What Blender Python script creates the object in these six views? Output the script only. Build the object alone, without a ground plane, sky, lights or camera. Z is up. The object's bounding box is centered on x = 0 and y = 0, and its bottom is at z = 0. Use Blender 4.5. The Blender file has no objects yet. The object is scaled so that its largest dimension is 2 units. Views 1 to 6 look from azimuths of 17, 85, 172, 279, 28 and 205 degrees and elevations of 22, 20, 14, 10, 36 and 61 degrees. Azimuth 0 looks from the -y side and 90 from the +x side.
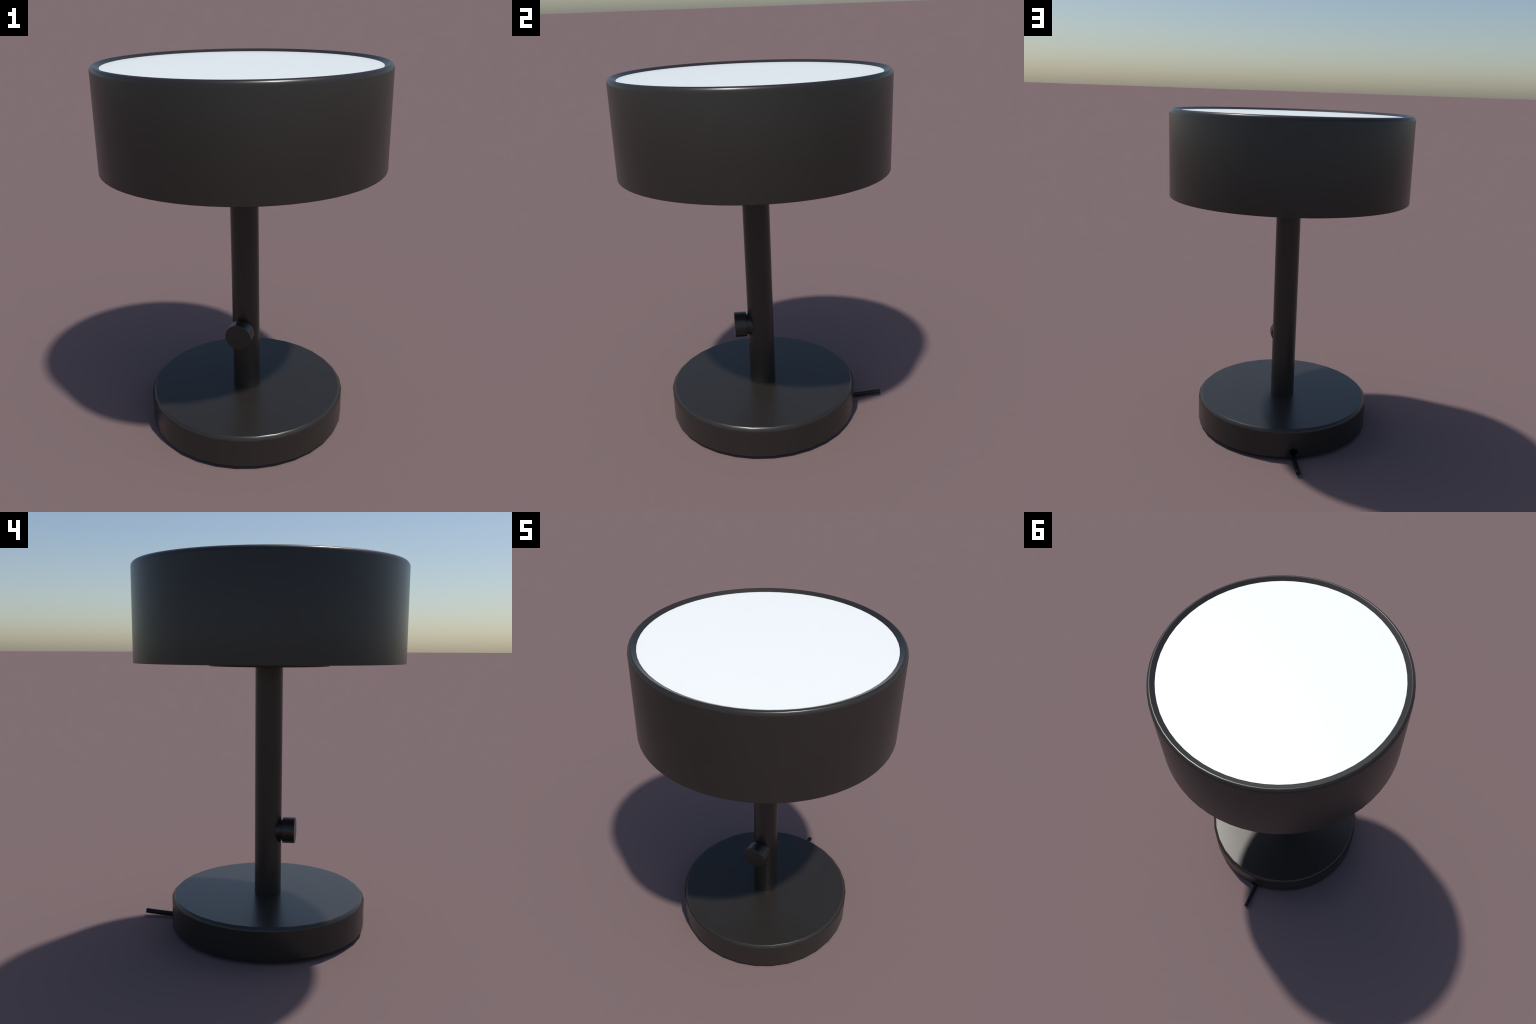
# A black drum-shaded table lamp: round weighted base, slim pole with a rotary
# switch, cylindrical shade with a white diffuser on top, short cable stub.
import bpy, bmesh, math
from mathutils import Vector

# ------------------------------------------------------------------ materials
def lacquer(name, colour, rough, grain=0.0015, specular=0.5, mottle=0.03):
    """Satin lacquer: dark base colour, very faint mottling in colour and gloss."""
    m = bpy.data.materials.new(name)
    m.use_nodes = True
    nt = m.node_tree
    b = nt.nodes["Principled BSDF"]
    tc = nt.nodes.new("ShaderNodeTexCoord")
    n1 = nt.nodes.new("ShaderNodeTexNoise")
    n1.inputs["Scale"].default_value = 9.0
    n1.inputs["Detail"].default_value = 5.0
    nt.links.new(tc.outputs["Object"], n1.inputs["Vector"])
    ramp = nt.nodes.new("ShaderNodeValToRGB")
    ramp.color_ramp.elements[0].position = 0.3
    ramp.color_ramp.elements[1].position = 0.7
    ramp.color_ramp.elements[0].color = (*[c * (1 - mottle) for c in colour], 1)
    ramp.color_ramp.elements[1].color = (*[c * (1 + mottle) for c in colour], 1)
    nt.links.new(n1.outputs["Fac"], ramp.inputs["Fac"])
    nt.links.new(ramp.outputs["Color"], b.inputs["Base Color"])
    mr = nt.nodes.new("ShaderNodeMapRange")
    mr.inputs["To Min"].default_value = rough - 0.3 * mottle
    mr.inputs["To Max"].default_value = rough + 0.3 * mottle
    nt.links.new(n1.outputs["Fac"], mr.inputs["Value"])
    nt.links.new(mr.outputs["Result"], b.inputs["Roughness"])
    b.inputs["Specular IOR Level"].default_value = specular
    if grain:
        n2 = nt.nodes.new("ShaderNodeTexNoise")
        n2.inputs["Scale"].default_value = 160.0
        n2.inputs["Detail"].default_value = 2.0
        nt.links.new(tc.outputs["Object"], n2.inputs["Vector"])
        bump = nt.nodes.new("ShaderNodeBump")
        bump.inputs["Strength"].default_value = 0.05
        bump.inputs["Distance"].default_value = grain
        nt.links.new(n2.outputs["Fac"], bump.inputs["Height"])
        nt.links.new(bump.outputs["Normal"], b.inputs["Normal"])
    return m

BLACK = lacquer("black_lacquer", (0.0245, 0.0212, 0.0180), 0.31)
CABLE = lacquer("cable_rubber", (0.006, 0.006, 0.006), 0.55, 0, 0.3)
RUBBER = lacquer("grommet_rubber", (0.012, 0.012, 0.012), 0.6, 0, 0.3)
WHITE = lacquer("white_diffuser", (0.955, 0.970, 0.935), 0.29, 0, mottle=0.0)

# ------------------------------------------------------------------- geometry
def finish(bm, name, mat, parent):
    me = bpy.data.meshes.new(name)
    bm.normal_update()
    bm.to_mesh(me)
    bm.free()
    me.materials.append(mat)
    ob = bpy.data.objects.new(name, me)
    bpy.context.scene.collection.objects.link(ob)
    ob.parent = parent
    return ob

def lathe(name, strokes, segments, mat, parent, turn=None):
    """Revolve a profile round z.  `strokes` is a list of smooth runs; each run is
    a list of (radius, z, nr, nz): profile point and its outline normal.  Runs
    that follow one another meet in a crisp edge.  `turn` maps local points."""
    bm = bmesh.new()
    normals = []                      # one list of corner normals per face
    rings = {}
    def ring(r, z):
        k = (round(r, 6), round(z, 6))
        if k not in rings:
            if r < 1e-6:
                rings[k] = [bm.verts.new((0, 0, z))] * segments
            else:
                rings[k] = [bm.verts.new((r * math.cos(math.tau * i / segments),
                                          r * math.sin(math.tau * i / segments), z)) for i in range(segments)]
        return rings[k]
    def nrm(i, nr, nz):
        a = math.tau * i / segments
        v = Vector((nr * math.cos(a), nr * math.sin(a), nz))
        return v.normalized()
    for run in strokes:
        for (r0, z0, a0, b0), (r1, z1, a1, b1) in zip(run, run[1:]):
            p, q = ring(r0, z0), ring(r1, z1)
            for i in range(segments):
                j = i + 1
                quad = [(p[i], nrm(i, a0, b0)), (p[j % segments], nrm(j, a0, b0)),
                        (q[j % segments], nrm(j, a1, b1)), (q[i], nrm(i, a1, b1))]
                seen, keep = set(), []
                for v, n in quad:
                    if v not in seen:
                        seen.add(v)
                        keep.append((v, n))
                bm.faces.new([v for v, _ in keep])
                normals += [n for _, n in keep]
    for f in bm.faces:
        f.smooth = True
    ob = finish(bm, name, mat, parent)
    if turn is not None:
        ob.data.transform(turn)
        normals = [(turn.to_3x3() @ n).normalized() for n in normals]
    ob.data.normals_split_custom_set([tuple(n) for n in normals])
    return ob

def line(r0, z0, r1, z1):
    """Straight crisp stroke of a profile, outside on the right of travel (upwards)."""
    nr, nz = z1 - z0, r0 - r1
    return [(r0, z0, nr, nz), (r1, z1, nr, nz)]

def arc(cr, cz, rad, a0, a1, n):
    """Rounded stroke about (cr, cz), angles in degrees from the outward direction."""
    out = []
    for k in range(n + 1):
        a = math.radians(a0 + (a1 - a0) * k / n)
        out.append((cr + rad * math.cos(a), cz + rad * math.sin(a), math.cos(a), math.sin(a)))
    return out

def tube(name, points, radius, sides, mat, parent, closed_ends=True):
    """Round cord swept along a smooth path in the y-z or x-z plane."""
    pts = [Vector(p) for p in points]
    bm = bmesh.new()
    rings = []
    up = Vector((1, 0, 0)) if all(abs(p.x) < 1e-6 for p in pts) else Vector((0, 1, 0))
    for k, p in enumerate(pts):
        d = (pts[min(k + 1, len(pts) - 1)] - pts[max(k - 1, 0)]).normalized()
        s = d.cross(up).normalized()
        rings.append([bm.verts.new(p + radius * (math.cos(math.tau * i / sides) * up + math.sin(math.tau * i / sides) * s))
                      for i in range(sides)])
    for a, b in zip(rings, rings[1:]):
        for i in range(sides):
            f = bm.faces.new((a[i], a[(i + 1) % sides], b[(i + 1) % sides], b[i]))
            f.smooth = True
    if closed_ends:
        bm.faces.new(rings[0][::-1])
        bm.faces.new(rings[-1])
    bmesh.ops.recalc_face_normals(bm, faces=bm.faces)
    return finish(bm, name, mat, parent)

def spline(ctrl, steps):
    """Catmull-Rom curve through control points."""
    c = [Vector(p) for p in ctrl]
    c = [2 * c[0] - c[1]] + c + [2 * c[-1] - c[-2]]
    out = []
    for k in range(1, len(c) - 2):
        for s in range(steps):
            t = s / steps
            p0, p1, p2, p3 = c[k - 1:k + 3]
            out.append(0.5 * (2 * p1 + (p2 - p0) * t + (2 * p0 - 5 * p1 + 4 * p2 - p3) * t * t
                              + (3 * p1 - p0 - 3 * p2 + p3) * t ** 3))
    out.append(c[-2])
    return out

# ----------------------------------------------------------------- proportions
BASE_R, BASE_FLAT_R, BASE_TOP = 0.5475, 0.5290, 0.1935
BASE_LOW, BASE_EDGE_LOW, BASE_EDGE_HIGH = 0.0200, 0.0225, 0.1755
FOOT_R = 0.3800
POLE_R = 0.0751
SHADE_R, SHADE_LOW, SHADE_SIDE_TOP = 0.7296, 1.4880, 1.9760
CREST_R, CREST_Z = 0.7120, 2.0
DISC_R, DISC_Z = 0.6830, 1.9862
HUB_R, HUB_LOW = 0.3290, 1.4716
KNOB_R, KNOB_Z, KNOB_FACE, KNOB_BACK, NECK_R = 0.0733, 0.5581, -0.1540, -0.0850, 0.0600

lamp = bpy.data.objects.new("table_lamp", None)
bpy.context.scene.collection.objects.link(lamp)
lamp["label"] = "black table lamp with round drum shade and white top"
lamp["category"] = "table lamp"

# base: puck with a chamfer above and below
base = lathe("base", [
    line(0, BASE_LOW, BASE_R - 0.003, BASE_LOW),
    [(BASE_R - 0.003, BASE_LOW, 0.5, -0.85), (BASE_R, BASE_EDGE_LOW, 0.97, -0.2)],
    line(BASE_R, BASE_EDGE_LOW, BASE_R, BASE_EDGE_HIGH),
    [(BASE_R, BASE_EDGE_HIGH, 1.0, 0.18), (BASE_FLAT_R, BASE_TOP, 0.60, 0.80)],
    line(BASE_FLAT_R, BASE_TOP, 0, BASE_TOP),
], 32, BLACK, lamp)

# recessed pad the base stands on
pad = lathe("foot_pad", [
    line(0, 0.0, FOOT_R, 0.0),
    line(FOOT_R, 0.0, FOOT_R, BASE_LOW + 0.002),
    line(FOOT_R, BASE_LOW + 0.002, 0, BASE_LOW + 0.002)], 48, RUBBER, base)

# pole
pole = lathe("pole", [line(POLE_R, BASE_TOP - 0.01, POLE_R, HUB_LOW + 0.005)], 40, BLACK, lamp)

# shade: drum with rounded lip, inner slope to the diffuser, closed underneath
SKY_SHEEN_TILT = math.tan(math.radians(6))    # straight wall; normals tipped upward near lip to give bluish sky reflection
LIP = [(SHADE_R, SHADE_SIDE_TOP, 1.0, SKY_SHEEN_TILT),
       (0.7280, 1.9850, 0.94, 0.34),
       (0.7220, 1.9940, 0.75, 0.66),
       (CREST_R + 0.0032, CREST_Z - 0.0007, 0.20, 1.0),
       (CREST_R, CREST_Z, 0.0, 1.0),
       (CREST_R - 0.0025, CREST_Z - 0.0004, -0.22, 1.0),
       (0.7082, 1.9987, -0.50, 0.865),
       (DISC_R, DISC_Z - 0.0012, -0.53, 0.85)]
shade = lathe("lampshade", [
    line(0, SHADE_LOW, SHADE_R - 0.002, SHADE_LOW),
    [(SHADE_R - 0.002, SHADE_LOW, 0.3, -1.0), (SHADE_R, SHADE_LOW + 0.002, 1.0, -0.1)],
    [(SHADE_R, SHADE_LOW + 0.002, 1.0, 0.0), (SHADE_R, SHADE_SIDE_TOP, 1.0, SKY_SHEEN_TILT)],
    LIP,
    line(DISC_R, DISC_Z - 0.0012, DISC_R, DISC_Z - 0.02),
    line(DISC_R, DISC_Z - 0.02, 0, DISC_Z - 0.02),
], 64, BLACK, lamp)

diffuser = lathe("diffuser_disc", [
    line(0, DISC_Z - 0.016, DISC_R - 0.0005, DISC_Z - 0.016),
    line(DISC_R - 0.0005, DISC_Z - 0.016, DISC_R - 0.0005, DISC_Z),
    line(DISC_R - 0.0005, DISC_Z, 0, DISC_Z),
], 64, WHITE, lamp)

hub = lathe("shade_holder", [
    line(0, HUB_LOW, HUB_R - 0.004, HUB_LOW),
    [(HUB_R - 0.004, HUB_LOW, 0.1, -1.0), (HUB_R, HUB_LOW + 0.004, 1.0, 0.0)],
    line(HUB_R, HUB_LOW + 0.004, HUB_R, SHADE_LOW + 0.002),
    line(HUB_R, SHADE_LOW + 0.002, 0, SHADE_LOW + 0.002),
], 48, BLACK, lamp)

# rotary switch: turned knob on a narrower neck, axis along -y
from mathutils import Matrix
AIM = Matrix.Translation((0, 0, KNOB_Z)) @ Matrix.Rotation(math.radians(90), 4, "X")
EDGE = 0.004
knob = lathe("switch_knob", [
    line(NECK_R, 0.045, NECK_R, -KNOB_BACK),
    line(NECK_R, -KNOB_BACK, KNOB_R - 0.002, -KNOB_BACK),
    arc(KNOB_R - 0.002, -KNOB_BACK + 0.002, 0.002, -90, 0, 2),
    line(KNOB_R, -KNOB_BACK + 0.002, KNOB_R, -KNOB_FACE - EDGE),
    arc(KNOB_R - EDGE, -KNOB_FACE - EDGE, EDGE, 0, 90, 3),
    line(KNOB_R - EDGE, -KNOB_FACE, 0, -KNOB_FACE),
], 32, BLACK, lamp, AIM)

# cable outlet in the side of the base: round hole, open rubber arch, cable stub
OUT_Z, OUT_Y = 0.050, 0.5400
cutter = lathe("cutter", [
    line(0, -0.05, 0.023, -0.05), line(0.023, -0.05, 0.023, 0.05), line(0.023, 0.05, 0, 0.05)], 20, BLACK, None,
    Matrix.Translation((0, BASE_R, OUT_Z)) @ Matrix.Rotation(math.radians(90), 4, "X"))
arch = []
for k in range(25):
    a = math.radians(-62 + 304 * k / 24)
    arch.append((0.0350 * math.cos(a), OUT_Y, OUT_Z + 0.0350 * math.sin(a)))
grommet = tube("cable_grommet", arch, 0.0122, 12, RUBBER, base)
cable = tube("cable", spline([(0, 0.490, 0.034), (0, 0.520, 0.024), (0, 0.550, 0.0170), (0, 0.580, 0.0163),
                              (0, 0.640, 0.0201), (0, 0.727, 0.0264)], 8), 0.0138, 16, CABLE, base)

# bore the outlet hole, then give every corner of the base its lathe normal again
mod = base.modifiers.new("outlet", "BOOLEAN")
mod.operation, mod.solver, mod.object = "DIFFERENCE", "EXACT", cutter
bpy.context.view_layer.update()
dg = bpy.context.evaluated_depsgraph_get()
bored = bpy.data.meshes.new_from_object(base.evaluated_get(dg))
base.modifiers.clear()
bored.name = "base_body"
base.data = bored
bpy.data.objects.remove(cutter, do_unlink=True)
corner = [None] * len(bored.loops)
for poly in bored.polygons:
    n, c = poly.normal, poly.center
    rho = math.hypot(c.x, c.y)
    hole = rho < BASE_R - 0.012 and BASE_EDGE_LOW < c.z < BASE_EDGE_HIGH
    for li in poly.loop_indices:
        v = bored.vertices[bored.loops[li].vertex_index].co
        out = Vector((v.x, v.y, 0)).normalized() if rho > 0.1 else Vector((1, 0, 0))
        if hole or abs(n.z) > 0.95:
            corner[li] = n.copy()
        elif abs(n.z) < 0.15:
            corner[li] = out
        elif n.z > 0:
            t = (v.z - BASE_EDGE_HIGH) / (BASE_TOP - BASE_EDGE_HIGH)
            corner[li] = (out * (1 - 0.40 * t) + Vector((0, 0, 0.18 + 0.62 * t))).normalized()
        else:
            t = (BASE_EDGE_LOW - v.z) / (BASE_EDGE_LOW - BASE_LOW)
            corner[li] = (out + Vector((0, 0, -0.2 - 0.8 * t))).normalized()
bored.polygons.foreach_set("use_smooth", [True] * len(bored.polygons))
bored.normals_split_custom_set([tuple(v) for v in corner])
